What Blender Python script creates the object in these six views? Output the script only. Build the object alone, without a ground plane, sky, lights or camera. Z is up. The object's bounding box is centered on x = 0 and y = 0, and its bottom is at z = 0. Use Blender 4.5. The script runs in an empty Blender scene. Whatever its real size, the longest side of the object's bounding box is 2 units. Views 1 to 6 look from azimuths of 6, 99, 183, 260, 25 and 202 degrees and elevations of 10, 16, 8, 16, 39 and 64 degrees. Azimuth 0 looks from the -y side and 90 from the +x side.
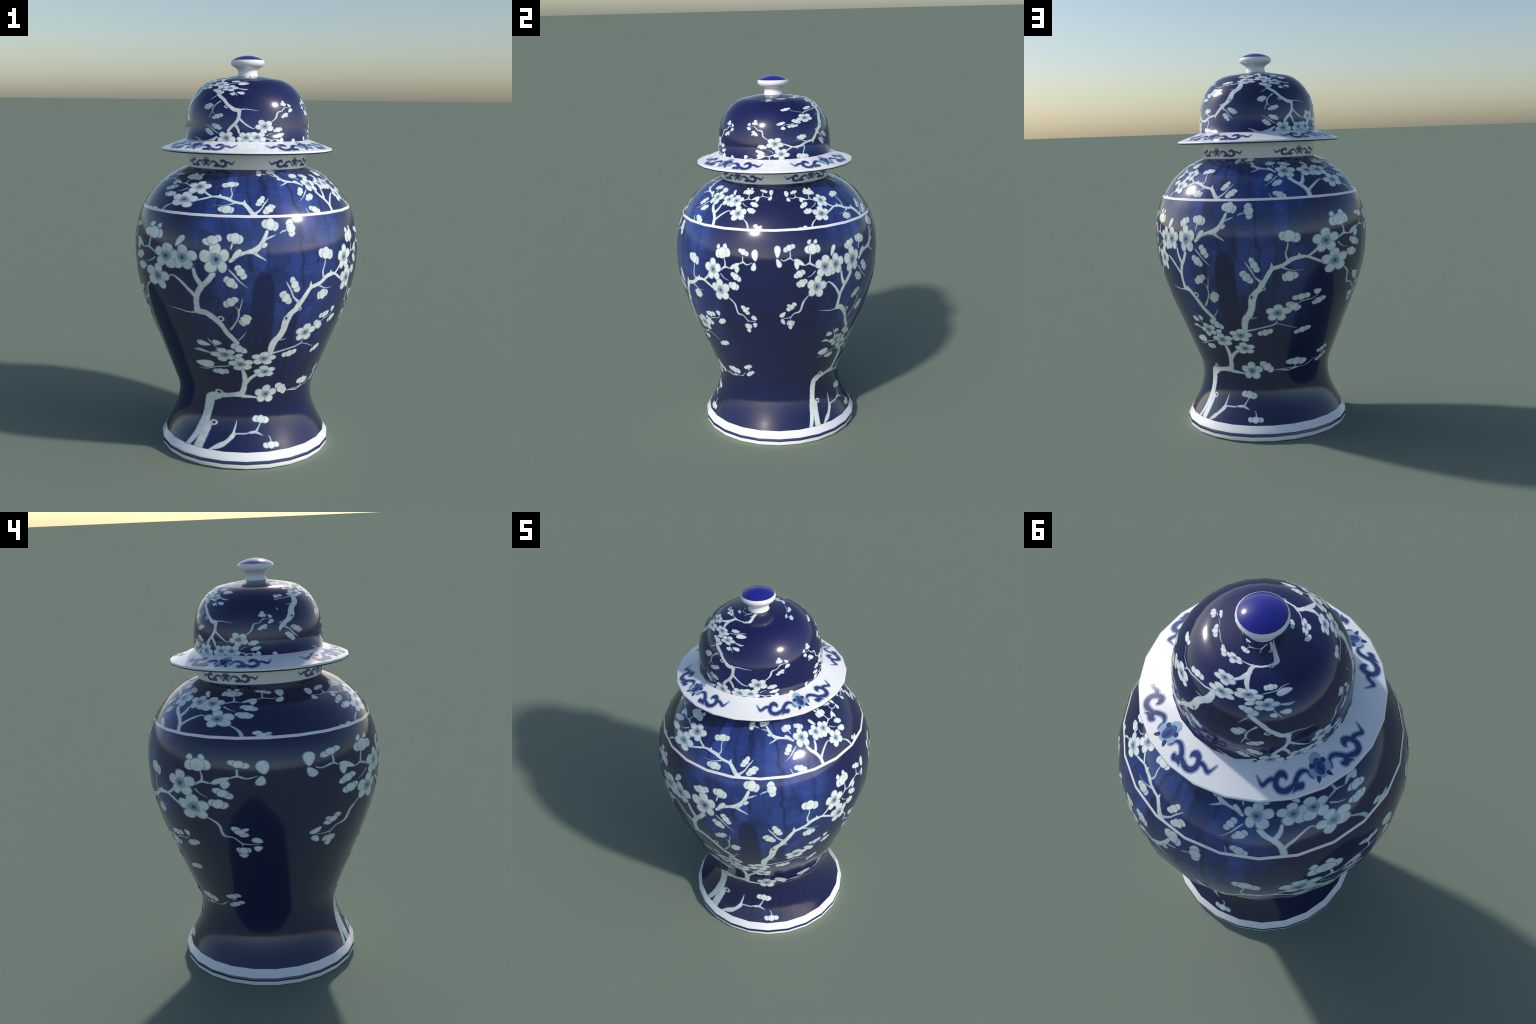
"""A lidded baluster jar in cobalt-blue glaze with prunus blossom, built as 24-sided turned
porcelain.  The blossom painting is described once, as boughs, twigs, buds and blossoms on a
flat drawing (u = degrees round the jar, z = metres up the jar), and that drawing is then
wrapped in thin raised slip round the belly (twice), mirrored round the shoulder (twice) and
turned upside down round the domed lid (one and a half times)."""
import bpy, bmesh, math, random
from mathutils import Vector

rng = random.Random(7)

# ------------------------------------------------------------------ turned profiles
SIDES, TURN = 24, 7.5            # corners of the 24-gon stand at 7.5 + 15 k degrees

BODY = [(.0825, .4190), (.118, .3990), (.15, .3820), (.18, .3685), (.21, .358), (.24, .3508),
        (.27, .3470), (.29, .3463), (.31, .3475), (.33, .350), (.36, .3585), (.40, .3745), (.45, .394),
        (.51, .4185), (.58, .4455), (.65, .4745), (.72, .503), (.79, .5265), (.86, .5475), (.93, .563),
        (1.0, .5695), (1.06, .572), (1.12, .5675), (1.165, .559), (1.21, .547), (1.25, .530), (1.29, .508),
        (1.33, .4795), (1.365, .449), (1.395, .413), (1.42, .378), (1.437, .345), (1.455, .302)]
FOOT = [(0.0, .424), (.003, .432), (.012, .4395), (.030, .4405), (.052, .4395), (.059, .436), (.0825, .4190)]
NECK = [(1.455, .302), (1.49, .302), (1.536, .302)]
DOME = [(1.586, .3112), (1.655, .3097), (1.69, .306), (1.715, .3023), (1.74, .2965),
        (1.765, .288), (1.79, .276), (1.81, .263), (1.83, .247), (1.85, .2255), (1.865, .205), (1.877, .180),
        (1.8815, .160), (1.889, .12), (1.895, .085), (1.8995, .045)]
RIM = [(1.5315, .300), (1.5315, .426), (1.534, .4315), (1.540, .4325), (1.5435, .4320), (1.5465, .4275), (1.589, .309)]
KNOB = [(1.896, .0535), (1.905, .0505), (1.915, .0488), (1.923, .0489), (1.930, .0510), (1.936, .0575), (1.942, .068),
        (1.949, .0785), (1.957, .0838), (1.965, .0850), (1.972, .0838), (1.977, .0785)]
KNOB_TOP = [(1.977, .0785), (1.983, .069), (1.989, .055), (1.994, .039), (1.998, .020), (2.0, .001)]


def lerp_table(x, table):
    """Piecewise-linear reading of a table of pairs, carried on straight beyond both ends."""
    i = 0
    while i < len(table) - 2 and x > table[i + 1][0]:
        i += 1
    (a, b), (c, d) = table[i], table[i + 1]
    return b + (x - a) * (d - b) / (c - a)


class Turned:
    """A turned surface: rings of 24 corners, flat between them, with rounded shading normals."""

    def __init__(self, profile, soft_ends=(None, None)):
        self.profile = profile
        seg = []
        for (z0, r0), (z1, r1) in zip(profile, profile[1:]):
            length = math.hypot(z1 - z0, r1 - r0)
            seg.append(((z1 - z0) / length, -(r1 - r0) / length))      # (outward, upward)
        self.normals = []
        for i in range(len(profile)):
            near = seg[max(0, i - 1):i + 1]
            if i == 0 and soft_ends[0]:
                near = [soft_ends[0]]
            if i == len(profile) - 1 and soft_ends[1]:
                near = [soft_ends[1]]
            o, u = sum(s[0] for s in near), sum(s[1] for s in near)
            h = math.hypot(o, u) or 1
            self.normals.append((o / h, u / h))

    def ring(self, z):
        p = self.profile
        i = 0
        while i < len(p) - 2 and z > p[i + 1][0]:
            i += 1
        t = (z - p[i][0]) / ((p[i + 1][0] - p[i][0]) or 1)
        t = min(1, max(0, t))
        r = p[i][1] + t * (p[i + 1][1] - p[i][1])
        n0, n1 = self.normals[i], self.normals[i + 1]
        return r, (n0[0] + t * (n1[0] - n0[0]), n0[1] + t * (n1[1] - n0[1]))

    def at(self, azimuth, z, proud=0.0):
        """Point and normal on the flat facet at this azimuth and height."""
        step = 360 / SIDES
        k = math.floor((azimuth - TURN) / step)
        t = (azimuth - TURN - k * step) / step
        a0, a1 = math.radians(TURN + k * step), math.radians(TURN + (k + 1) * step)
        # equal angles along the chord, not equal lengths
        half = math.radians(step / 2)
        t = 0.5 + 0.5 * math.tan((2 * t - 1) * half) / math.tan(half)
        d = Vector((math.sin(a0), -math.cos(a0), 0)).lerp(Vector((math.sin(a1), -math.cos(a1), 0)), t)
        r, (out, up) = self.ring(z)
        n = (d * out + Vector((0, 0, up))).normalized()
        return Vector((0, 0, z)) + d * r + n * proud, n

    def build(self, name, material, cap_bottom=False, cap_top=False):
        verts, faces, normals = [], [], []
        for i, (z, r) in enumerate(self.profile):
            for k in range(SIDES):
                a = math.radians(TURN + k * 360 / SIDES)
                d = Vector((math.sin(a), -math.cos(a), 0))
                verts.append(d * r + Vector((0, 0, z)))
                o, u = self.normals[i]
                normals.append((d * o + Vector((0, 0, u))).normalized())
        for i in range(len(self.profile) - 1):
            for k in range(SIDES):
                j = (k + 1) % SIDES
                faces.append((i * SIDES + k, i * SIDES + j, (i + 1) * SIDES + j, (i + 1) * SIDES + k))
        top = (len(self.profile) - 1) * SIDES
        if cap_bottom:
            faces.append(tuple(reversed(range(SIDES))))
        if cap_top:
            faces.append(tuple(range(top, top + SIDES)))
        return mesh_object(name, verts, faces, normals, [material])


def mesh_object(name, verts, faces, normals, materials, slots=None):
    mesh = bpy.data.meshes.new(name)
    mesh.from_pydata([tuple(v) for v in verts], [], faces)
    for m in materials:
        mesh.materials.append(m)
    if slots:
        for poly, s in zip(mesh.polygons, slots):
            poly.material_index = s
    for poly in mesh.polygons:
        poly.use_smooth = True
    mesh.update()
    mesh.normals_split_custom_set_from_vertices([tuple(n) for n in normals])
    obj = bpy.data.objects.new(name, mesh)
    bpy.context.scene.collection.objects.link(obj)
    return obj


# ------------------------------------------------------------------ glazes
class Nodes:
    def __init__(self, name):
        self.mat = bpy.data.materials.new(name)
        self.mat.use_nodes = True
        self.t = self.mat.node_tree
        self.shader = self.t.nodes["Principled BSDF"]

    def new(self, kind, **inputs):
        n = self.t.nodes.new("ShaderNode" + kind)
        for k, v in inputs.items():
            k = k.replace("_", " ")
            if isinstance(v, bpy.types.NodeSocket):
                self.t.links.new(v, n.inputs[k])
            else:
                n.inputs[k].default_value = v
        return n

    def math(self, op, a, b=None, c=None):
        n = self.t.nodes.new("ShaderNodeMath")
        n.operation = op
        for i, v in enumerate((a, b, c)):
            if v is None:
                continue
            if isinstance(v, bpy.types.NodeSocket):
                self.t.links.new(v, n.inputs[i])
            else:
                n.inputs[i].default_value = v
        return n.outputs[0]

    def step(self, x, lo, hi):
        n = self.new("MapRange", Value=x, From_Min=lo, From_Max=hi)
        n.interpolation_type = "SMOOTHSTEP"
        return n.outputs[0]

    def mix(self, f, a, b):
        n = self.t.nodes.new("ShaderNodeMix")
        n.data_type = "RGBA"
        for s, v in ((n.inputs[0], f), (n.inputs[6], a), (n.inputs[7], b)):
            if isinstance(v, bpy.types.NodeSocket):
                self.t.links.new(v, s)
            else:
                s.default_value = v if not isinstance(v, tuple) else (*v, 1)[:4]
        return n.outputs[2]

    def place(self):
        """Object coordinates, the azimuth in degrees and the height."""
        p = self.new("TexCoord").outputs["Object"]
        s = self.new("SeparateXYZ", Vector=p)
        minus_y = self.math("MULTIPLY", s.outputs[1], -1.0)
        az = self.math("DEGREES", self.math("ARCTAN2", s.outputs[0], minus_y))
        return p, az, s.outputs[2]

    def noise(self, x, y, scale, detail=3.0, rough=0.55, third=0.0):
        v = self.new("CombineXYZ", X=x, Y=y, Z=third)
        n = self.new("TexNoise", Vector=v.outputs[0], Scale=scale, Detail=detail, Roughness=rough)
        return n.outputs["Fac"]

    def finish(self, colour, roughness):
        s = self.shader
        if isinstance(colour, bpy.types.NodeSocket):
            self.t.links.new(colour, s.inputs["Base Color"])
        else:
            s.inputs["Base Color"].default_value = (*colour, 1)
        s.inputs["Roughness"].default_value = roughness
        s.inputs["IOR"].default_value = GLAZE_IOR
        return self.mat


GLAZE_ROUGH, GLAZE_IOR = 0.12, 1.72


def cobalt_glaze(name, deep, plain, bright, patches, low, high, pools=()):
    """Brushed cobalt: dark ground, brighter hand-brushed patches round the given azimuths."""
    n = Nodes(name)
    p, az, z = n.place()
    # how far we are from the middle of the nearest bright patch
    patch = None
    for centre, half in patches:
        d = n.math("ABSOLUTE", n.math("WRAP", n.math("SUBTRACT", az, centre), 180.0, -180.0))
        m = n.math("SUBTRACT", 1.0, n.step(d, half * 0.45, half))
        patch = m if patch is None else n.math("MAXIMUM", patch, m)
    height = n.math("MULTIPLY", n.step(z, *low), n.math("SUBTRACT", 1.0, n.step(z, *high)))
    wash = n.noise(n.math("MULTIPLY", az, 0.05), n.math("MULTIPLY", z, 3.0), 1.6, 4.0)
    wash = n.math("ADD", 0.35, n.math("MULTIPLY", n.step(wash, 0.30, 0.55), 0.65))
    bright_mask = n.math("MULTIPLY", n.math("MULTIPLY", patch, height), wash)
    # upright brush joins: thin dark wavering lines
    waver = n.noise(n.math("MULTIPLY", az, 0.03), n.math("MULTIPLY", z, 5.0), 2.0, 2.0)
    along = n.math("ADD", az, n.math("MULTIPLY", waver, 9.0))
    saw = n.math("ABSOLUTE", n.math("SUBTRACT", n.math("FRACT", n.math("DIVIDE", along, 8.5)), 0.5))
    line = n.math("SUBTRACT", 1.0, n.step(saw, 0.02, 0.22))
    broken = n.step(n.noise(n.math("MULTIPLY", az, 0.11), n.math("MULTIPLY", z, 4.0), 1.0, 2.0, third=3.0), 0.42, 0.6)
    line = n.math("MULTIPLY", n.math("MULTIPLY", line, broken), n.math("ADD", 0.10, n.math("MULTIPLY", patch, 0.5)))
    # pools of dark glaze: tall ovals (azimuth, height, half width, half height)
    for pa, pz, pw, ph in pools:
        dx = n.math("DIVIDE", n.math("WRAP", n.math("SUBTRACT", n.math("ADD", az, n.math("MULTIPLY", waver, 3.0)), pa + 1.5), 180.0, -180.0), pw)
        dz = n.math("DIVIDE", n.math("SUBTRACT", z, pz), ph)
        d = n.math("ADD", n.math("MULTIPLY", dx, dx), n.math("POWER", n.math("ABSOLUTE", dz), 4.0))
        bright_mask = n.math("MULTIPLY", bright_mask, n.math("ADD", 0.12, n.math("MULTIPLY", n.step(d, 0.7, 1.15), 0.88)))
    # each brush load leaves a block of its own strength between two joins
    column = n.math("FLOOR", n.math("ADD", n.math("DIVIDE", along, 8.5), 0.5))
    offset = n.t.nodes.new("ShaderNodeTexWhiteNoise")
    offset.noise_dimensions = "1D"
    n.t.links.new(column, offset.inputs["W"])
    row = n.math("FLOOR", n.math("ADD", n.math("ADD", n.math("MULTIPLY", z, 6.0), n.math("MULTIPLY", waver, 0.8)), n.math("MULTIPLY", offset.outputs["Value"], 3.0)))
    load = n.t.nodes.new("ShaderNodeTexWhiteNoise")
    load.noise_dimensions = "2D"
    n.t.links.new(n.new("CombineXYZ", X=column, Y=row).outputs[0], load.inputs["Vector"])
    bright_mask = n.math("MULTIPLY", bright_mask, n.math("ADD", 0.38, n.math("MULTIPLY", load.outputs["Value"], 0.62)))
    # level brush streaks
    streak = n.noise(n.math("MULTIPLY", az, 0.10), n.math("MULTIPLY", z, 60.0), 1.0, 3.0)
    streak = n.step(streak, 0.3, 0.72)
    base = n.mix(n.noise(n.math("MULTIPLY", az, 0.04), n.math("MULTIPLY", z, 4.0), 1.4, 4.0, third=8.0), deep, plain)
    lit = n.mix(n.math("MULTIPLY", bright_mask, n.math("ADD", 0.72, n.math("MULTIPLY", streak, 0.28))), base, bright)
    col = n.mix(line, lit, tuple(c * 0.55 for c in deep))
    return n.finish(col, GLAZE_ROUGH)


def slip_glaze(name, full, thin):
    """Slip laid on by brush: full white where it lies thick, bluish where the cobalt shows through."""
    n = Nodes(name)
    p = n.new("TexCoord").outputs["Object"]
    f = n.new("TexNoise", Vector=p, Scale=26.0, Detail=4.0, Roughness=0.6).outputs["Fac"]
    return n.finish(n.mix(n.step(f, 0.38, 0.66), full, thin), GLAZE_ROUGH)


def plain_glaze(name, colour, vary=0.08, scale=40.0, rough=None):
    n = Nodes(name)
    p = n.new("TexCoord").outputs["Object"]
    f = n.new("TexNoise", Vector=p, Scale=scale, Detail=3.0).outputs["Fac"]
    col = n.mix(f, tuple(c * (1 - vary) for c in colour), tuple(min(1, c * (1 + vary)) for c in colour))
    return n.finish(col, GLAZE_ROUGH if rough is None else rough)


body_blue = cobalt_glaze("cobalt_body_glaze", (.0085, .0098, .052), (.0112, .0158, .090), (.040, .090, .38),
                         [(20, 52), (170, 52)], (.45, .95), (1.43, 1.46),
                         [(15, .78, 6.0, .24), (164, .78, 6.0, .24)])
lid_blue = cobalt_glaze("cobalt_lid_glaze", (.0080, .0095, .065), (.0100, .0140, .095), (.012, .026, .16),
                        [(-20, 50), (150, 60)], (1.58, 1.62), (1.70, 1.80))
porcelain = plain_glaze("white_porcelain", (.93, .935, .945), 0.012, 12.0)
ring_blue = plain_glaze("blue_ring_glaze", (.018, .024, .10), 0.2, 60.0)
knob_blue = plain_glaze("blue_knob_glaze", (.016, .017, .26), 0.15, 25.0)
slip_white = slip_glaze("pale_slip", (.86, .91, .87), (.70, .78, .79))
slip_twig = slip_glaze("bluish_slip", (.72, .80, .80), (.46, .55, .68))
slip_edge = plain_glaze("slip_edge_wash", (.050, .085, .22), 0.2, 60.0)
slip_soft = plain_glaze("slip_soft_wash", (.52, .62, .72), 0.12, 60.0)
slip_mid = plain_glaze("slip_middle_wash", (.17, .25, .42), 0.15, 60.0)
slip_fold = plain_glaze("slip_fold_line", (.30, .36, .37), 0.15, 60.0)
stamen_wash = plain_glaze("stamen_wash", (.40, .52, .58), 0.2, 120.0)
stamen_blue = plain_glaze("stamen_blue", (.20, .29, .42), 0.3, 140.0)
stamen_dark = plain_glaze("stamen_dark", (.025, .045, .13), 0.3, 120.0)
scroll_blue = plain_glaze("scroll_blue", (.032, .050, .19), 0.6, 70.0)
scroll_edge = plain_glaze("scroll_edge_wash", (.40, .48, .66), 0.2, 70.0)
scroll_pale = plain_glaze("scroll_pale_blue", (.34, .50, .66), 0.12, 60.0)
scroll_mid = plain_glaze("scroll_mid_blue", (.06, .11, .30), 0.25, 60.0)
PAINTS = [slip_edge, slip_white, slip_twig, slip_fold, stamen_wash, stamen_blue, stamen_dark,
          scroll_edge, scroll_blue, scroll_pale, scroll_mid, slip_soft, slip_mid]
EDGE, PALE, TWIG, FOLD, WASH, STAMEN, DARK, SCROLL_EDGE, SCROLL, SCROLL_PALE, SCROLL_MID, SOFT, MID = range(len(PAINTS))

# ------------------------------------------------------------------ drawing in slip
body_turned = Turned(BODY, soft_ends=((.88, .475), None))
drawing = []          # (kind, [pieces]); a piece is (height in mm, paint, [polygons], [outer edge flags])


def girth(z):
    return body_turned.ring(z)[0]


tick = [0]


def layer(mm):
    """Every piece gets a height of its own, so that no two painted faces share a plane."""
    tick[0] = (tick[0] + 1) % 24
    return mm + tick[0] * 0.008


def local(u, z, x, y):
    """A point x, y millimetres from (u, z) on the drawing."""
    return (u + math.degrees(x * 0.001 / girth(z)), z + y * 0.001)


def oval(u, z, cx, cy, ax, ay, bx, by, grow=0.0, wobble=0.04, pinch=0.0, n=22):
    """An oval with half-axes a and b (mm vectors) round an offset centre, a little uneven."""
    la, lb = math.hypot(ax, ay) or 1, math.hypot(bx, by) or 1
    fa, fb = max(.68, 1 + grow / la), max(.68, 1 + grow / lb)
    ph = rng.uniform(0, 6.28)
    pts = []
    for i in range(n):
        t = 2 * math.pi * i / n
        w = 1 + wobble * math.sin(3 * t + ph)
        c, s = math.cos(t) * fa * w, math.sin(t) * fb * w
        s *= 1 - pinch * math.cos(t)
        pts.append(local(u, z, cx + ax * c + bx * s, cy + ay * c + by * s))
    return pts


def whole(poly):
    return ([poly], [[True] * len(poly)])


def petal(at, axis, half_width):
    """A loose petal or a closed bud seen as one pale drop."""
    u, z = at
    k = half_width / math.hypot(*axis)
    b = (-axis[1] * k, axis[0] * k)
    pieces = []
    state = rng.getstate()
    for mm, paint, grow in ((.50, EDGE, 1.9), (.70, MID, .7), (.90, SOFT, -.6), (1.1, PALE, -2.8)):
        rng.setstate(state)
        pieces.append((layer(mm), paint, *whole(oval(u, z, 0, 0, *axis, *b, grow=grow, pinch=.28))))
    drawing.append(("petal", pieces))


def bud(at, axis, half_width):
    """A swelling bud: a round middle between two side sepals, with fold lines."""
    u, z = at
    a = math.hypot(*axis)
    ex, ey = axis[0] / a, axis[1] / a
    w = half_width
    pieces = []
    for side in (-1, 1):
        c = side * .56 * a
        la, lb = .44 * a, w * rng.uniform(.72, .86)
        lean = rng.uniform(-.12, .12) * w
        state = rng.getstate()
        for mm, paint, grow in ((.44, EDGE, 1.9), (.64, MID, .7), (.84, SOFT, -.6), (1.04, PALE, -2.8)):
            rng.setstate(state)
            pieces.append((layer(mm), paint, *whole(oval(u, z, ex * c - ey * lean, ey * c + ex * lean, ex * la, ey * la, -ey * lb, ex * lb, grow, .05))))
    core = max(.46 * a, min(.58 * a, .9 * w))
    state = rng.getstate()
    for mm, paint, along, across in ((.43, EDGE, 1.6, 1.9), (.63, MID, .7, .7), (1.26, FOLD, 1.5, -1.5), (1.47, SOFT, -.4, -.6), (1.68, PALE, -2.0, -2.8)):
        rng.setstate(state)
        la, lb = max(core * .6, core + along), max(w * .6, w + across)
        pieces.append((layer(mm), paint, *whole(oval(u, z, 0, 0, ex * la, ey * la, -ey * lb, ex * lb, 0, .03))))
    drawing.append(("bud", pieces))


def blossom(at, rx, rz, turn):
    """An open five-petalled blossom with a washed eye and a ring of stamens."""
    u, z = at
    pieces = []

    def spot(radius, angle):
        t = math.radians(angle)
        return -math.sin(t) * radius * rx, math.cos(t) * radius * rz
    order = [0, 1, 4, 2, 3]
    for k in order:
        t = math.radians(turn + 72 * k)
        pieces.append((.58 + k * .01, MID, *whole(oval(u, z, *spot(.57, turn + 72 * k), *spot(.42, turn + 72 * k), math.cos(t) * .37 * rx, math.sin(t) * .37 * rz, .8, .02, pinch=-.12))))
        pieces.append((.50 + k * .01, EDGE, *whole(oval(u, z, *spot(.57, turn + 72 * k), *spot(.42, turn + 72 * k), math.cos(t) * .37 * rx, math.sin(t) * .37 * rz, 1.8, .02, pinch=-.12))))
    for n, k in enumerate(order):
        ang = turn + 72 * k + rng.uniform(-4, 4)
        reach = rng.uniform(.54, .60)
        cx, cy = spot(reach, ang)
        lx, ly = spot(rng.uniform(.40, .44), ang)
        t = math.radians(ang)
        half = rng.uniform(.345, .39)
        wx, wy = math.cos(t) * half * rx, math.sin(t) * half * rz
        state = rng.getstate()
        for mm, paint, grow in ((.66 + n * .12, MID if n == 0 else FOLD, .7), (.70 + n * .12, SOFT, -.5), (.74 + n * .12, PALE, -2.8)):
            rng.setstate(state)
            pieces.append((mm + tick[0] * .001, paint, *whole(oval(u, z, cx, cy, lx, ly, wx, wy, grow, .03, pinch=-.12))))
    tick[0] = (tick[0] + 5) % 24
    pieces.append((1.34, PALE, *whole(oval(u, z, 0, 0, .44 * rx, 0, 0, .44 * rz, 0, .02))))
    pieces.append((1.36, WASH, *whole(oval(u, z, 0, 0, .40 * rx, 0, 0, .40 * rz, 0, .08))))
    for k in range(11):
        ang = 360 / 11 * k + rng.uniform(-9, 9)
        end = rng.uniform(.24, .38)
        a, b = spot(.08, ang), spot(end, ang)
        w = 1.4
        d = math.hypot(b[0] - a[0], b[1] - a[1]) or 1
        nx, ny = -(b[1] - a[1]) / d * w, (b[0] - a[0]) / d * w
        quad = [local(u, z, a[0] + nx, a[1] + ny), local(u, z, a[0] - nx, a[1] - ny),
                local(u, z, b[0] - nx * .7, b[1] - ny * .7), local(u, z, b[0] + nx * .7, b[1] + ny * .7)]
        pieces.append((1.42 + k * .006, STAMEN, *whole(quad)))
    pieces.append((1.40, STAMEN, *whole(oval(u, z, 0, 0, .22 * rx, 0, 0, .22 * rz, 0, .10))))
    pieces.append((1.52, DARK, *whole(oval(u, z, 0, 0, .095 * rx, 0, 0, .095 * rz, 0, .06))))
    drawing.append(("blossom", pieces))


def knot(at, radius):
    """A cut branch stub: a pale ring round a dark hollow."""
    u, z = at
    pieces = [(layer(.80), SOFT, *whole(oval(u, z, 0, 0, radius, 0, 0, radius, 1.0))),
              (layer(1.0), PALE, *whole(oval(u, z, 0, 0, radius, 0, 0, radius, -2.0))),
              (layer(1.22), DARK, *whole(oval(u, z, 0, 0, radius * .5, 0, 0, radius * .55, 0)))]
    drawing.append(("branch", pieces))


def ribbon(points, grow, rough, steps=5):
    """Quads along a smooth line through (x, y, width) points in millimetres."""
    p = [points[0]] + list(points) + [points[-1]]
    line = []
    for i in range(1, len(p) - 2):
        for s in range(steps):
            t = s / steps
            q = []
            for a, b, c, d in zip(p[i - 1], p[i], p[i + 1], p[i + 2]):
                q.append(.5 * (2 * b + (c - a) * t + (2 * a - 5 * b + 4 * c - d) * t * t + (3 * b - a - 3 * c + d) * t ** 3))
            line.append(q)
    line.append(list(points[-1]))
    left, right = [], []
    for i, (x, y, w) in enumerate(line):
        x0, y0 = line[max(0, i - 1)][:2]
        x1, y1 = line[min(len(line) - 1, i + 1)][:2]
        d = math.hypot(x1 - x0, y1 - y0) or 1
        nx, ny = -(y1 - y0) / d, (x1 - x0) / d
        h = max(.2 * w, w / 2 * (1 + rough * math.sin(i * 1.7 + points[0][0])) + grow)
        k = 1 if 0 < i < len(line) - 1 else .6
        ox = (grow + .2 * w) * ((x1 - x0) / d) * (-1 if i == 0 else 1) * (k < 1)
        oy = (grow + .2 * w) * ((y1 - y0) / d) * (-1 if i == 0 else 1) * (k < 1)
        left.append((x + ox + nx * h * k, y + oy + ny * h * k))
        right.append((x + ox - nx * h * k, y + oy - ny * h * k))
    return left, right


def branch(kind, *points):
    """A painted bough or twig through points (u, z, width in mm)."""
    u0, z0 = points[0][0], points[0][1]
    g = girth(z0)
    # work in millimetres along the drawing, each point scaled by the girth at its own height
    slim = .80 if kind == "twig" else .97
    xy = [(math.radians(u - u0) * g * 1000, (z - z0) * 1000, w * slim) for u, z, w in points]
    pieces = []
    paint = TWIG if kind == "twig" else PALE
    for mm, col, grow in ((.22, EDGE, 1.5), (.36, MID, .4), (.50, SOFT if kind != "twig" else paint, -.7), (.64, paint, -2.6 if kind != "twig" else -1.4)):
        left, right = ribbon(xy, grow, .02 if kind == "twig" else .035)
        polys, flags = [], []
        back = lambda p: (u0 + math.degrees(p[0] * .001 / g), z0 + p[1] * .001)
        for i in range(len(left) - 1):
            polys.append([back(right[i]), back(right[i + 1]), back(left[i + 1]), back(left[i])])
            flags.append([True, i == len(left) - 2, True, i == 0])
        pieces.append((layer(mm - (.08 if kind == "twig" else 0)), col, polys, flags))
    drawing.append(("branch", pieces))


# left side: sprays that end at the seam
petal((-50.6, 1.159), (-0, -31), 16)
petal((-50.1, 1.100), (-9, 23), 13)
branch("twig", (-49.1, 1.120, 4.2), (-47.3, 1.111, 7.7), (-44.2, 1.123, 10.4), (-42.6, 1.112, 5.6), (-41.1, 1.112, 7.0))
bud((-44.4, 1.175), (31, 13), 16)
branch("twig", (-44.0, 1.155, 8.3), (-43.9, 1.135, 8.3), (-44.1, 1.123, 10.4))
petal((-39.3, 1.099), (27, -17), 12)
petal((-40.6, 1.088), (-1, -27), 14)
bud((-39.4, 1.038), (28, 16), 20)
bud((-38.0, 0.987), (29, 10), 22)
branch("twig", (-37.1, 1.081, 4.9), (-35.6, 1.084, 7.7), (-33.7, 1.088, 13.9), (-30.6, 1.069, 9.7))
branch("twig", (-33.0, 1.139, 8.3), (-33.5, 1.113, 9.7), (-33.7, 1.088, 13.9))
bud((-31.7, 1.160), (45, -3), 28)
petal((-33.2, 1.198), (9, 11), 10)
petal((-29.6, 1.196), (7, 10), 10)
blossom((-25.2, 1.062), 58, 62, -5)
blossom((-18.6, 1.065), 55, 62, 3)
blossom((-29.7, 0.957), 56, 64, -10)
petal((-20.0, 1.141), (-15, -27), 12)
branch("twig", (-33.9, 0.917, 7.7), (-36.1, 0.893, 11.8), (-37.4, 0.869, 13.9), (-38.1, 0.836, 13.9), (-39.2, 0.820, 13.2), (-41.6, 0.813, 7.7), (-43.6, 0.793, 8.7), (-45.6, 0.786, 6.3), (-47.8, 0.787, 4.2))
branch("twig", (-43.6, 0.793, 6.3), (-43.9, 0.773, 2.1))
bud((-43.4, 0.853), (24, 22), 16)
petal((-45.1, 0.864), (7, 5), 8)
petal((-48.3, 0.809), (14, 15), 12)
petal((-48.1, 0.765), (8, -18), 10)
bud((-43.6, 0.753), (21, -2), 19)
petal((-43.6, 0.727), (2, -13), 11)
branch("twig", (-30.6, 1.045, 7.7), (-32.6, 1.026, 6.3), (-35.1, 1.015, 2.1))
# left bough with its fork and blossoms
branch("bough", (-24.5, 0.961, 6.3), (-22.8, 0.975, 8.7), (-19.5, 0.950, 14.4), (-16.6, 0.916, 16.2), (-14.2, 0.880, 19.8))
branch("bough", (-14.6, 1.020, 12.6), (-14.0, 0.985, 16.2), (-13.0, 0.960, 19.8), (-12.0, 0.943, 21.7))
branch("bough", (-7.8, 1.004, 21.7), (-9.9, 0.964, 21.7), (-11.8, 0.939, 23.5), (-13.6, 0.901, 21.7), (-14.3, 0.868, 21.7), (-14.4, 0.836, 22.4), (-14.0, 0.812, 32.5), (-11.2, 0.804, 28.9), (-8.5, 0.779, 27.1), (-6.0, 0.748, 25.3), (-3.5, 0.707, 27.1), (-0.7, 0.678, 27.1), (2.3, 0.648, 27.1))
branch("twig", (-13.7, 0.812, 28.9), (-16.0, 0.802, 12.3), (-18.7, 0.800, 7.9), (-22.0, 0.805, 5.8), (-26.6, 0.812, 1.4))
knot((-6.0, 0.781), 14)
branch("twig", (-1.5, 0.725, 16.2), (0.9, 0.755, 10.1), (2.7, 0.789, 10.1), (3.0, 0.818, 10.8), (2.4, 0.834, 5.8), (1.2, 0.845, 3.6))
branch("twig", (3.0, 0.818, 8.7), (4.1, 0.851, 6.5), (4.9, 0.883, 4.3))
bud((-0.8, 0.867), (35, 17), 22)
bud((6.3, 0.776), (18, 26), 26)
bud((-0.7, 0.962), (29, -24), 23)
bud((4.0, 1.012), (22, -31), 21)
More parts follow.
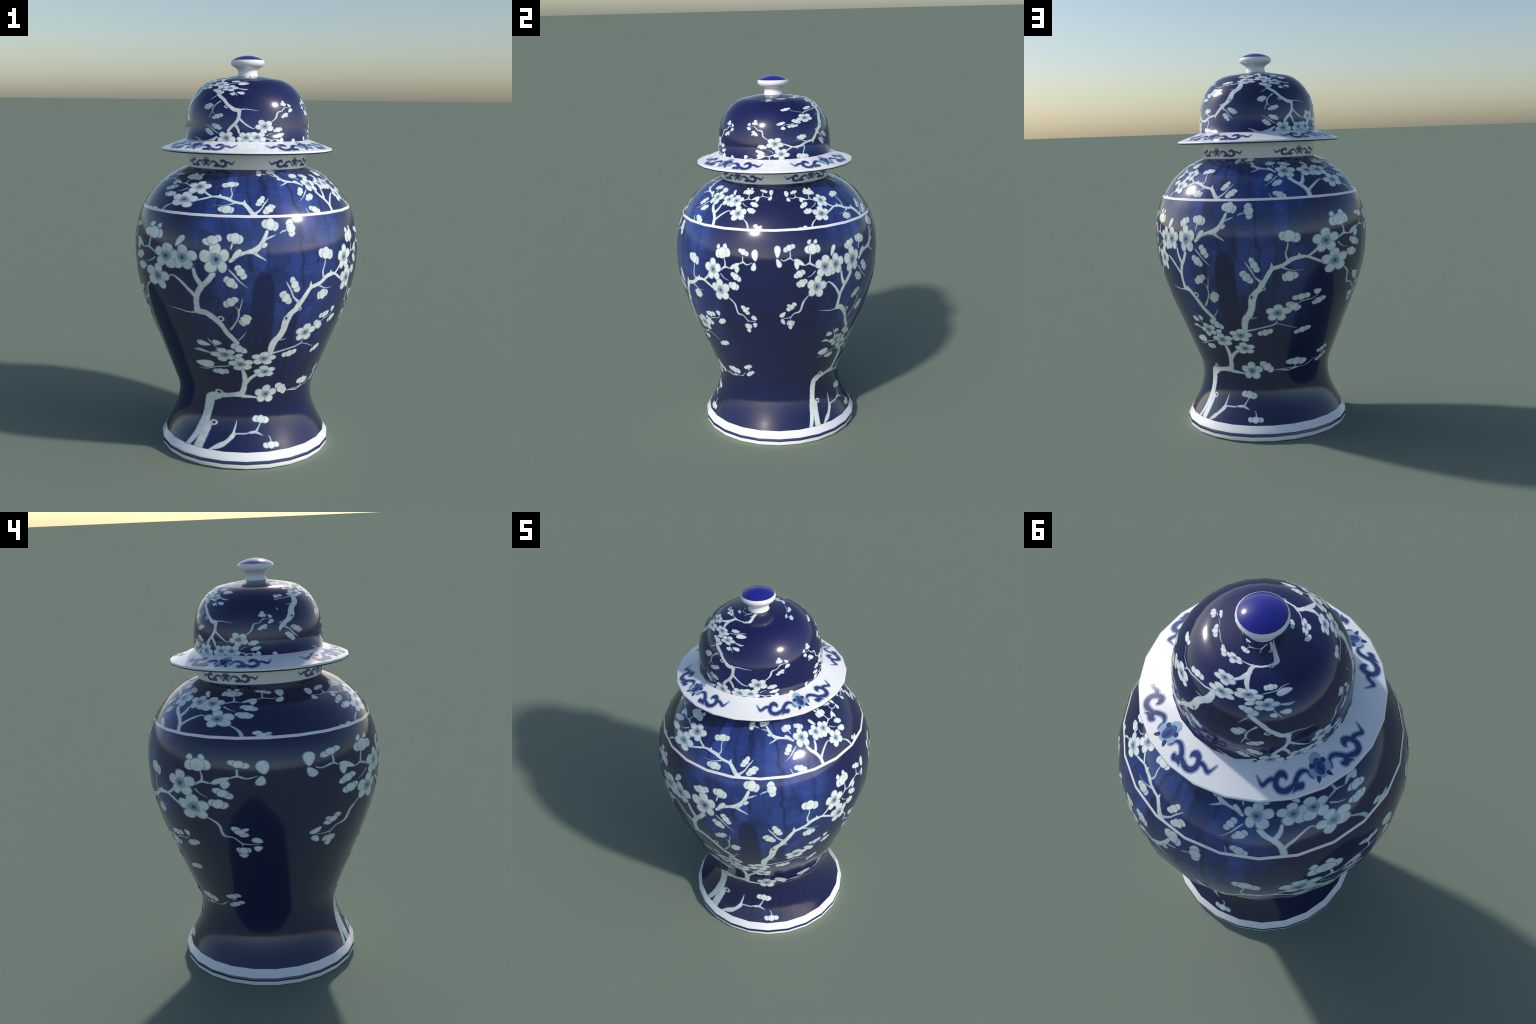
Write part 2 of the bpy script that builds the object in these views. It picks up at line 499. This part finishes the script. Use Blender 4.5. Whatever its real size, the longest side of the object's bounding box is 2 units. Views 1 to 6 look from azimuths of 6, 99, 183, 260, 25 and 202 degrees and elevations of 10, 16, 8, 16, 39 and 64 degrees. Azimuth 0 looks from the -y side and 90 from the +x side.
branch("twig", (-1.5, 1.022, 9.0), (1.0, 0.997, 11.5), (3.6, 0.968, 8.7), (7.7, 0.936, 1.8))
blossom((-6.9, 1.070), 57, 75, 6)
bud((-8.3, 1.155), (30, 19), 21)
bud((1.2, 1.166), (38, -6), 25)
branch("twig", (0.1, 1.146, 12.6), (-0.7, 1.117, 9.0))
petal((2.0, 1.093), (-22, -22), 14)
branch("bough", (-1.1, 1.060, 18.0), (2.4, 1.089, 22.4), (6.1, 1.103, 16.2), (8.1, 1.108, 22.4), (10.3, 1.112, 29.6), (12.9, 1.133, 23.5), (14.8, 1.161, 21.7), (16.5, 1.200, 16.2))
petal((15.0, 1.136), (14, 7), 11)
branch("twig", (15.8, 1.163, 12.6), (18.3, 1.173, 10.1), (20.5, 1.181, 2.9))
branch("twig", (9.9, 1.105, 21.7), (12.1, 1.088, 14.4), (14.4, 1.075, 10.1), (15.7, 1.066, 5.1))
bud((18.0, 1.227), (39, -9), 27)
branch("twig", (22.4, 1.188, 4.3), (24.0, 1.196, 8.7), (25.9, 1.200, 9.4))
bud((28.3, 1.208), (1, -39), 24)
# crowded middle
branch("twig", (2.8, 0.669, 9.4), (5.1, 0.692, 7.2), (6.7, 0.712, 2.2))
bud((2.6, 0.622), (39, -18), 21)
petal((-14.6, 0.639), (23, -7), 14)
petal((-8.9, 0.650), (16, -3), 14)
branch("twig", (-12.4, 0.675, 1.8), (-11.4, 0.651, 7.9), (-8.8, 0.619, 5.8))
branch("twig", (-20.0, 0.596, 2.2), (-17.3, 0.601, 18.8), (-14.8, 0.595, 15.2), (-11.6, 0.586, 7.9))
blossom((-5.8, 0.586), 54, 38, 20)
blossom((3.7, 0.536), 61, 38, 10)
petal((2.6, 0.582), (19, 8), 13)
petal((-16.1, 0.525), (-35, -3), 20)
branch("twig", (-20.2, 0.493, 1.8), (-15.0, 0.498, 6.5), (-10.8, 0.513, 7.9), (-3.7, 0.525, 6.5))
bud((-8.6, 0.490), (30, 2), 17)
branch("bough", (3.9, 0.505, 14.4), (4.9, 0.499, 17.3), (6.2, 0.463, 27.0), (6.2, 0.428, 27.0), (5.4, 0.392, 32.9), (3.2, 0.364, 34.6), (-3.3, 0.357, 26.0), (-9.4, 0.351, 29.4), (-13.4, 0.343, 45.0), (-17.0, 0.329, 45.0), (-18.2, 0.294, 45.0), (-19.1, 0.253, 41.6), (-20.0, 0.214, 41.6), (-21.5, 0.178, 38.1), (-23.2, 0.142, 27.7), (-25.2, 0.103, 22.5), (-26.8, 0.078, 20.8), (-27.7, 0.061, 20.1))
branch("bough", (-17.7, 0.203, 38.1), (-18.5, 0.166, 34.6), (-19.4, 0.130, 34.6), (-20.2, 0.094, 34.6), (-20.2, 0.061, 34.6))
knot((-14.5, 0.204), 13)
knot((-11.5, 0.367), 14)
branch("bough", (5.4, 0.414, 29.4), (8.7, 0.445, 20.8), (11.8, 0.465, 18.0), (14.7, 0.478, 16.6))
branch("bough", (3.6, 0.353, 24.2), (10.3, 0.348, 15.6), (16.9, 0.340, 9.7))
blossom((18.0, 0.566), 61, 38, -8)
blossom((19.8, 0.492), 56, 35, 10)
blossom((22.7, 0.360), 56, 53, -3)
bud((35.2, 0.383), (35, -25), 24)
branch("twig", (40.5, 0.362, 3.5), (44.3, 0.361, 6.9), (47.8, 0.358, 7.6), (53.4, 0.356, 6.2), (57.6, 0.367, 5.5), (40.1, 0.362, 2.5), (46.1, 0.361, 5.6), (50.8, 0.352, 4.0), (55.7, 0.364, 8.6), (60.8, 0.366, 2.5), (64.0, 0.372, 6.1), (68.3, 0.400, 3.0))
branch("twig", (56.5, 0.385, 2.5), (55.5, 0.365, 8.6))
bud((56.2, 0.401), (43, -5), 22)
bud((72.1, 0.443), (25, 12), 14)
bud((72.8, 0.398), (25, 19), 13)
branch("twig", (71.3, 0.419, 7.6), (73.4, 0.426, 5.1))
# right bough
branch("bough", (21.8, 0.582, 25.3), (22.0, 0.626, 34.3), (23.3, 0.661, 36.1), (25.7, 0.685, 35.4), (27.4, 0.719, 33.2), (27.8, 0.748, 35.4), (28.6, 0.777, 36.1), (30.4, 0.804, 28.9), (32.7, 0.822, 28.9), (33.7, 0.842, 28.1), (35.5, 0.868, 21.7), (37.3, 0.898, 21.7), (39.2, 0.924, 22.4), (42.4, 0.932, 21.7), (45.9, 0.945, 19.8), (48.9, 0.967, 22.4), (51.7, 0.975, 21.7), (54.7, 0.974, 14.5), (57.9, 0.957, 13.9), (61.3, 0.938, 12.6))
knot((27.9, 0.779), 13)
knot((34.8, 0.822), 9)
branch("thorn", (39.0, 0.932, 19.8), (39.0, 0.955, 5.1))
branch("thorn", (51.6, 0.977, 21.7), (51.4, 0.995, 6.5))
branch("twig", (33.6, 0.856, 21.7), (30.3, 0.885, 10.8), (28.6, 0.918, 11.5), (26.7, 0.947, 9.0), (25.5, 0.966, 2.2))
bud((26.1, 0.885), (25, -33), 23)
bud((30.2, 0.946), (19, -38), 20)
branch("twig", (47.0, 0.965, 16.2), (46.2, 0.995, 12.3), (47.1, 1.027, 10.1), (47.4, 1.055, 6.5))
bud((47.6, 1.081), (46, -10), 29)
branch("twig", (44.2, 0.930, 16.2), (47.5, 0.915, 7.2), (50.0, 0.909, 4.3), (53.3, 0.911, 2.2))
bud((47.8, 0.882), (34, 7), 27)
branch("twig", (26.7, 0.663, 9.0), (28.1, 0.665, 6.5), (30.2, 0.667, 2.9))
branch("twig", (22.6, 0.593, 14.4), (27.7, 0.600, 10.8), (33.3, 0.610, 10.1), (38.6, 0.621, 10.8), (41.7, 0.632, 9.4), (42.1, 0.647, 6.5))
branch("twig", (41.8, 0.630, 4.3), (46.9, 0.618, 4.3), (53.1, 0.596, 3.6))
bud((34.8, 0.582), (40, 10), 18)
bud((56.4, 0.582), (34, 13), 16)
blossom((42.4, 0.689), 63, 48, -4)
bud((50.3, 0.720), (26, -21), 21)
bud((53.5, 0.768), (37, 7), 18)
petal((60.6, 0.787), (13, 8), 15)
bud((61.8, 0.737), (26, 14), 17)
branch("twig", (52.0, 0.728, 4.0), (53.5, 0.742, 7.3), (56.9, 0.748, 7.3), (58.8, 0.751, 5.7), (61.2, 0.770, 4.0))
# right side: sprays that end at the seam
blossom((62.3, 1.045), 55, 64, 3)
blossom((66.3, 0.937), 58, 65, 5)
branch("bough", (55.2, 0.976, 12.6), (57.8, 0.997, 12.6), (59.4, 1.021, 8.9))
branch("twig", (67.1, 1.046, 7.9), (70.0, 1.068, 14.2), (72.5, 1.064, 7.6), (74.0, 1.065, 9.5))
branch("twig", (70.1, 1.070, 12.6), (70.1, 1.095, 8.2), (69.4, 1.119, 5.7))
bud((68.5, 1.140), (45, 7), 29)
petal((65.6, 1.171), (0, 13), 11)
petal((69.8, 1.175), (10, -10), 11)
branch("twig", (67.4, 1.030, 7.9), (69.2, 1.008, 6.3), (71.8, 0.996, 1.9))
petal((75.8, 1.079), (27, 16), 11)
petal((76.9, 1.061), (0, -20), 14)
bud((76.2, 1.020), (29, -17), 19)
bud((74.6, 0.968), (29, -9), 23)
branch("twig", (78.2, 1.091, 6.3), (80.4, 1.101, 10.7), (82.4, 1.091, 7.6), (84.1, 1.095, 5.7), (85.4, 1.102, 3.2))
branch("twig", (80.3, 1.131, 7.6), (80.3, 1.114, 7.6), (80.4, 1.101, 10.7))
bud((80.6, 1.154), (29, -9), 16)
petal((86.8, 1.139), (2, -30), 17)
petal((86.2, 1.080), (4, 22), 13)
branch("twig", (70.9, 0.896, 7.0), (73.1, 0.876, 11.1), (74.2, 0.856, 12.0), (74.5, 0.825, 11.4), (75.3, 0.805, 13.3), (78.0, 0.798, 7.6), (80.1, 0.772, 8.2), (82.2, 0.765, 5.7), (85.1, 0.767, 3.2))
branch("twig", (80.1, 0.772, 5.7), (80.2, 0.755, 1.6))
bud((79.8, 0.832), (20, -24), 16)
petal((81.6, 0.845), (8, 5), 8)
petal((84.5, 0.786), (12, -12), 13)
petal((84.5, 0.742), (-2, -16), 11)
bud((80.3, 0.731), (20, 2), 19)
petal((80.1, 0.703), (1, -12), 12)
# low sprig beside the trunk
branch("bough", (0.1, 0.225, 2.1), (-0.7, 0.198, 8.3), (-1.7, 0.173, 11.8), (-2.3, 0.154, 21.5), (-6.5, 0.124, 18.0), (-9.9, 0.104, 21.5), (-13.3, 0.087, 10.4), (-15.1, 0.077, 5.5))
branch("twig", (-2.3, 0.156, 17.3), (0.7, 0.162, 10.4), (4.2, 0.163, 9.7), (10.0, 0.166, 9.0), (8.6, 0.166, 10.4), (14.8, 0.169, 16.6), (20.2, 0.153, 4.2))
branch("twig", (14.8, 0.169, 15.2), (17.1, 0.190, 9.7), (19.0, 0.212, 7.6))
bud((19.3, 0.229), (42, -7), 20)
branch("twig", (24.1, 0.150, 2.8), (25.4, 0.141, 6.2), (25.8, 0.123, 9.0))
bud((25.5, 0.109), (43, -4), 16)
# ------------------------------------------------------------------ wrapping the drawing round the jar
LEFT_STRETCH = [(-50.6, -79.3), (-44.5, -67.9), (-31.8, -45.3), (-29.8, -41.7), (-25.2, -34.9), (-19.5, -26.1),
                (-14.3, -18.5), (-6.5, -6.7), (0, 0), (90, 90)]
RIGHT_STRETCH = [(-60, -60), (47.2, 47.2), (56, 59.4), (60.3, 65.4), (62.3, 68.3), (66.3, 75.2), (68.4, 78.6),
                 (72.1, 84.5), (74.7, 88.7), (80, 97.9), (84.5, 106.0), (86.8, 110.0)]
SHOULDER_RISE = [(.80, 1.243), (.845, 1.267), (.866, 1.2795), (.885, 1.2933), (.9374, 1.322), (.957, 1.3325), (1.0126, 1.363),
                 (1.045, 1.380), (1.066, 1.389), (1.0803, 1.3945), (1.146, 1.4195), (1.165, 1.428), (1.225, 1.446), (1.25, 1.454)]
LID_FALL = [(.0, 1.899), (.10, 1.8975), (.20, 1.895), (.30, 1.889), (.362, 1.8862), (.40, 1.8843), (.442, 1.8798), (.491, 1.8685),
            (.534, 1.8555), (.566, 1.844), (.62, 1.823), (.69, 1.791), (.7874, 1.748), (.8157, 1.730), (.8656, 1.7065),
            (.96, 1.6585), (1.0126, 1.631), (1.066, 1.606), (1.08, 1.600), (1.10, 1.588)]

LID_FRONT = [(-60, 67.4), (0, -22.6), (4, -29.2), (22.6, -59.7), (40, -88.5)]

dome_turned = Turned(DOME, soft_ends=((.82, .57), None))      # shading normal tilted up to put a sky reflection along the dome base
PLACEMENTS = [   # surface, (u, z) -> (azimuth, height), limits of azimuth and height
    ("body", body_turned, lambda u, z: (lerp_table(u, LEFT_STRETCH), z), None, (.0835, 1.2555)),
    ("body", body_turned, lambda u, z: (149.3 + lerp_table(u, RIGHT_STRETCH), z), None, (.0835, 1.2555)),
    ("shoulder", body_turned, lambda u, z: (44.3 - lerp_table(u, RIGHT_STRETCH), lerp_table(z, SHOULDER_RISE)), None, (1.267, 1.4535)),
    ("shoulder", body_turned, lambda u, z: (193.7 - lerp_table(u, LEFT_STRETCH), lerp_table(z, SHOULDER_RISE)), None, (1.267, 1.4535)),
    ("lid", dome_turned, lambda u, z: (198.4 - 1.5 * u, lerp_table(z, LID_FALL)), (60, 277.7), (1.5885, 1.8985)),
    ("lid", dome_turned, lambda u, z: (lerp_table(u, LID_FRONT), lerp_table(z, LID_FALL)), (-82.3, 62), (1.5885, 1.8985)),
]


def wrap(name, pieces, surface, place, az_limits, z_limits, squash=1.0):
    """Lay pieces of slip on a turned surface, cut along its facets so that they hug it."""
    bm = bmesh.new()
    S = 0.01                                   # degrees -> working units, to keep both axes alike
    for mm, paint, polys, flags in pieces:
        top = mm * 0.001 * squash
        for poly, outer in zip(polys, flags):
            flat = [place(*q) for q in poly]
            area = sum(a[0] * b[1] - b[0] * a[1] for a, b in zip(flat, flat[1:] + flat[:1]))
            upper = [bm.verts.new((a * S, h, top)) for a, h in flat]
            f = bm.faces.new(upper if area > 0 else upper[::-1])
            f.material_index = paint
            lower = [bm.verts.new((a * S, h, top - .0002)) for a, h in flat]
            n = len(flat)
            for i in range(n):
                if outer[i]:
                    j = (i + 1) % n
                    w = (upper[i], lower[i], lower[j], upper[j])
                    bm.faces.new(w if area > 0 else w[::-1]).material_index = paint
    loose = [v for v in bm.verts if not v.link_faces]
    bmesh.ops.delete(bm, geom=loose, context="VERTS")

    def cut(co, no, **clear):
        bmesh.ops.bisect_plane(bm, geom=bm.verts[:] + bm.edges[:] + bm.faces[:], dist=1e-7, plane_co=co, plane_no=no, **clear)
    cut((0, z_limits[0], 0), (0, 1, 0), clear_inner=True)
    if bm.faces:
        cut((0, z_limits[1], 0), (0, 1, 0), clear_outer=True)
    if az_limits and bm.faces:
        cut((az_limits[0] * S, 0, 0), (1, 0, 0), clear_inner=True)
        if bm.faces:
            cut((az_limits[1] * S, 0, 0), (1, 0, 0), clear_outer=True)
    if not bm.faces:
        bm.free()
        return None
    xs, ys = [v.co.x / S for v in bm.verts], [v.co.y for v in bm.verts]
    step = 360 / SIDES
    k = math.ceil((min(xs) - TURN) / step)
    while TURN + k * step < max(xs):
        cut(((TURN + k * step) * S, 0, 0), (1, 0, 0))
        k += 1
    lo, hi = min(ys), max(ys)
    for z, _ in surface.profile:
        if lo < z < hi:
            cut((0, z, 0), (0, 1, 0))
    bm.verts.index_update()
    verts, normals = [], []
    for v in bm.verts:
        p, n = surface.at(v.co.x / S, v.co.y, v.co.z)
        verts.append(p)
        normals.append(n)
    faces = [[v.index for v in f.verts] for f in bm.faces]
    slots = [f.material_index for f in bm.faces]
    bm.free()
    used = sorted(set(slots))
    return mesh_object(name, verts, faces, normals, [PAINTS[s] for s in used], [used.index(s) for s in slots])


# ------------------------------------------------------------------ scroll ornament of neck and rim
def scroll_pieces():
    """One blue scroll in its own frame: x from -1 to 1 across, y from -1 (below) to 1 (above)."""
    pieces = []

    def disc(cx, cy, rx, ry, mm, paint, lean=0.0, n=18):
        poly = []
        for i in range(n):
            t = 2 * math.pi * i / n
            x, y = rx * math.cos(t), ry * math.sin(t)
            poly.append((cx + x + lean * y, cy + y))
        pieces.append((layer(mm), paint, *whole(poly)))

    def stroke(points, paint, mm, grow=0.0):
        # widths and y are in units of the half height; x is scaled by the aspect so bends look even
        asp = 5.26
        left, right = ribbon([(x * asp, y, w * 1.02) for x, y, w in points], grow, 0.0, 6)
        polys, flags = [], []
        for i in range(len(left) - 1):
            q = [right[i], right[i + 1], left[i + 1], left[i]]
            polys.append([(x / asp, y) for x, y in q])
            flags.append([True, i == len(left) - 2, True, i == 0])
        pieces.append((layer(mm), paint, polys, flags))

    # medallion: pale lobes, blue heart, four dark thorns
    for cx, cy, rx, ry in ((0, .58, .095, .44), (-.105, -.18, .085, .36), (.105, -.18, .085, .36), (0, -.5, .06, .28)):
        disc(cx, cy, rx + .014, ry + .07, .50, SCROLL_EDGE)
        disc(cx, cy, rx, ry, .68, SCROLL_PALE)
    disc(0, .02, .088, .66, .95, SCROLL_MID)
    disc(.004, -.12, .036, .44, 1.25, SCROLL)
    for sx in (-1, 1):
        disc(sx * .108, .26, .042, .20, 1.22, SCROLL, lean=0)
        stroke([(sx * .075, -.62, .32), (sx * .10, -.86, .24), (sx * .115, -1.02, .03)], SCROLL, 1.22)
    for s in (-1, 1):
        arms = [
            [(.155, -.55, .10), (.185, -.35, .12), (.195, -.02, .14)],
            [(.19, -.02, .20), (.25, .14, .30), (.32, .10, .36), (.385, -.14, .36), (.43, -.46, .40), (.41, -.74, .46), (.36, -.80, .46), (.325, -.62, .24)],
            [(.43, -.82, .36), (.475, -.95, .20), (.49, -1.08, .04)],
            [(.44, -.46, .24), (.50, -.66, .36), (.59, -.88, .42), (.67, -.80, .44), (.715, -.46, .42), (.71, -.10, .42), (.665, .26, .42), (.60, .34, .50), (.56, .18, .40), (.555, -.06, .14)],
            [(.70, -.16, .34), (.765, .02, .34), (.83, -.06, .30), (.885, -.28, .28), (.92, -.34, .24), (.955, -.08, .14), (1.0, .30, .04)],
        ]
        for a in arms:
            pts = [(s * x, y, w) for x, y, w in a]
            stroke(pts, SCROLL_EDGE, .46, .10)
            stroke(pts, SCROLL, .95, -.02)
    return pieces


# ------------------------------------------------------------------ assembling jar and lid
def empty(name, label, category):
    e = bpy.data.objects.new(name, None)
    bpy.context.scene.collection.objects.link(e)
    e["label"], e["category"] = label, category
    return e


jar = empty("baluster_jar", "tall blue and white porcelain jar with plum blossom branches", "jar")
lid = empty("domed_lid", "domed blue lid with white flat rim and round knob", "jar lid")


def under(parent, child):
    child.parent = parent
    return child


neck_turned, rim_turned, foot_turned = Turned(NECK), Turned(RIM), Turned(FOOT, soft_ends=(None, (.86, .51)))
foot_turned.normals = [(.8, -.6), (.95, -.3), (1, 0), (.985, .17), (.85, .53), (.8, .6), (.8, .6)]   # shading normals leaned sunward to brighten the white band
body = under(jar, body_turned.build("body", body_blue))
foot = under(jar, foot_turned.build("foot", porcelain, cap_bottom=True))
neck = under(jar, neck_turned.build("neck", porcelain))
dome = under(lid, dome_turned.build("dome", lid_blue))
rim_cone = Turned([(1.5465, .4275), (1.589, .309)])
rim_edge = Turned([(1.5315, .427), (1.534, .4315), (1.540, .4325), (1.5435, .4320), (1.5465, .4275)])
brim = under(lid, rim_cone.build("brim", porcelain))
under(lid, rim_edge.build("brim_edge", porcelain))
floor = [(1.5313, .300), (1.5315, .427)]
under_side = Turned(floor)
under_side.normals = [(0, -1), (0, -1)]
under(lid, under_side.build("brim_underside", porcelain))
knob = under(lid, Turned(KNOB, soft_ends=(None, (1, .3))).build("knob", porcelain))
under(knob, Turned(KNOB_TOP, soft_ends=(None, (0, 1))).build("knob_cap", knob_blue, cap_top=True))


def band(name, surface, z0, z1, mm, material):
    """A painted ring between two heights, standing a little proud of the surface."""
    heights = sorted({z0, z1} | {z for z, _ in surface.profile if z0 < z < z1})
    verts, faces, normals = [], [], []
    rows = [(heights[0], mm - .4)] + [(h, mm) for h in heights] + [(heights[-1], mm - .4)]
    for h, m in rows:
        for k in range(SIDES):
            p, n = surface.at(TURN + k * 360 / SIDES, h, m * .001)
            verts.append(p)
            normals.append(n)
    for i in range(len(rows) - 1):
        for k in range(SIDES):
            j = (k + 1) % SIDES
            faces.append((i * SIDES + k, i * SIDES + j, (i + 1) * SIDES + j, (i + 1) * SIDES + k))
    return mesh_object(name, verts, faces, normals, [material])


under(body, band("white_line", body_turned, 1.2555, 1.2672, 1.5, porcelain))
under(foot, band("foot_line_wash", foot_turned, .0265, .0455, .5, scroll_edge))
under(foot, band("foot_line", foot_turned, .0285, .0435, .9, ring_blue))
under(lid, band("brim_line", rim_edge, 1.5325, 1.5385, .6, ring_blue))

# the painting, wrapped six times
for where, surface, place, az_limits, z_limits in PLACEMENTS:
    parent = dome if where == "lid" else body
    thin = 0.7 if where == "lid" else 1.0
    strokes = []
    for kind, pieces in drawing:
        if kind == "branch":
            strokes += pieces
            continue
        part = wrap(kind, pieces, surface, place, az_limits, z_limits, thin)
        if part:
            under(parent, part)
    part = wrap("branch", strokes, surface, place, az_limits, z_limits, thin)
    if part:
        under(parent, part)

# four scrolls on the neck, four on the brim
scroll = scroll_pieces()
for azimuth in (-34.5, 56.8, 138.0, 228.4):
    s = wrap("scroll", scroll, neck_turned, lambda x, y, a=azimuth: (a + x * 29.7, 1.4885 + y * .0225), None, (1.456, 1.535))
    under(neck, s)
for azimuth in (-35.2, 54.5, 145.2, 234.6):
    s = wrap("scroll", scroll, rim_cone, lambda x, y, a=azimuth: (a + x * 33.5, 1.5682 + y * .0160), None, (1.5467, 1.5888))
    under(brim, s)
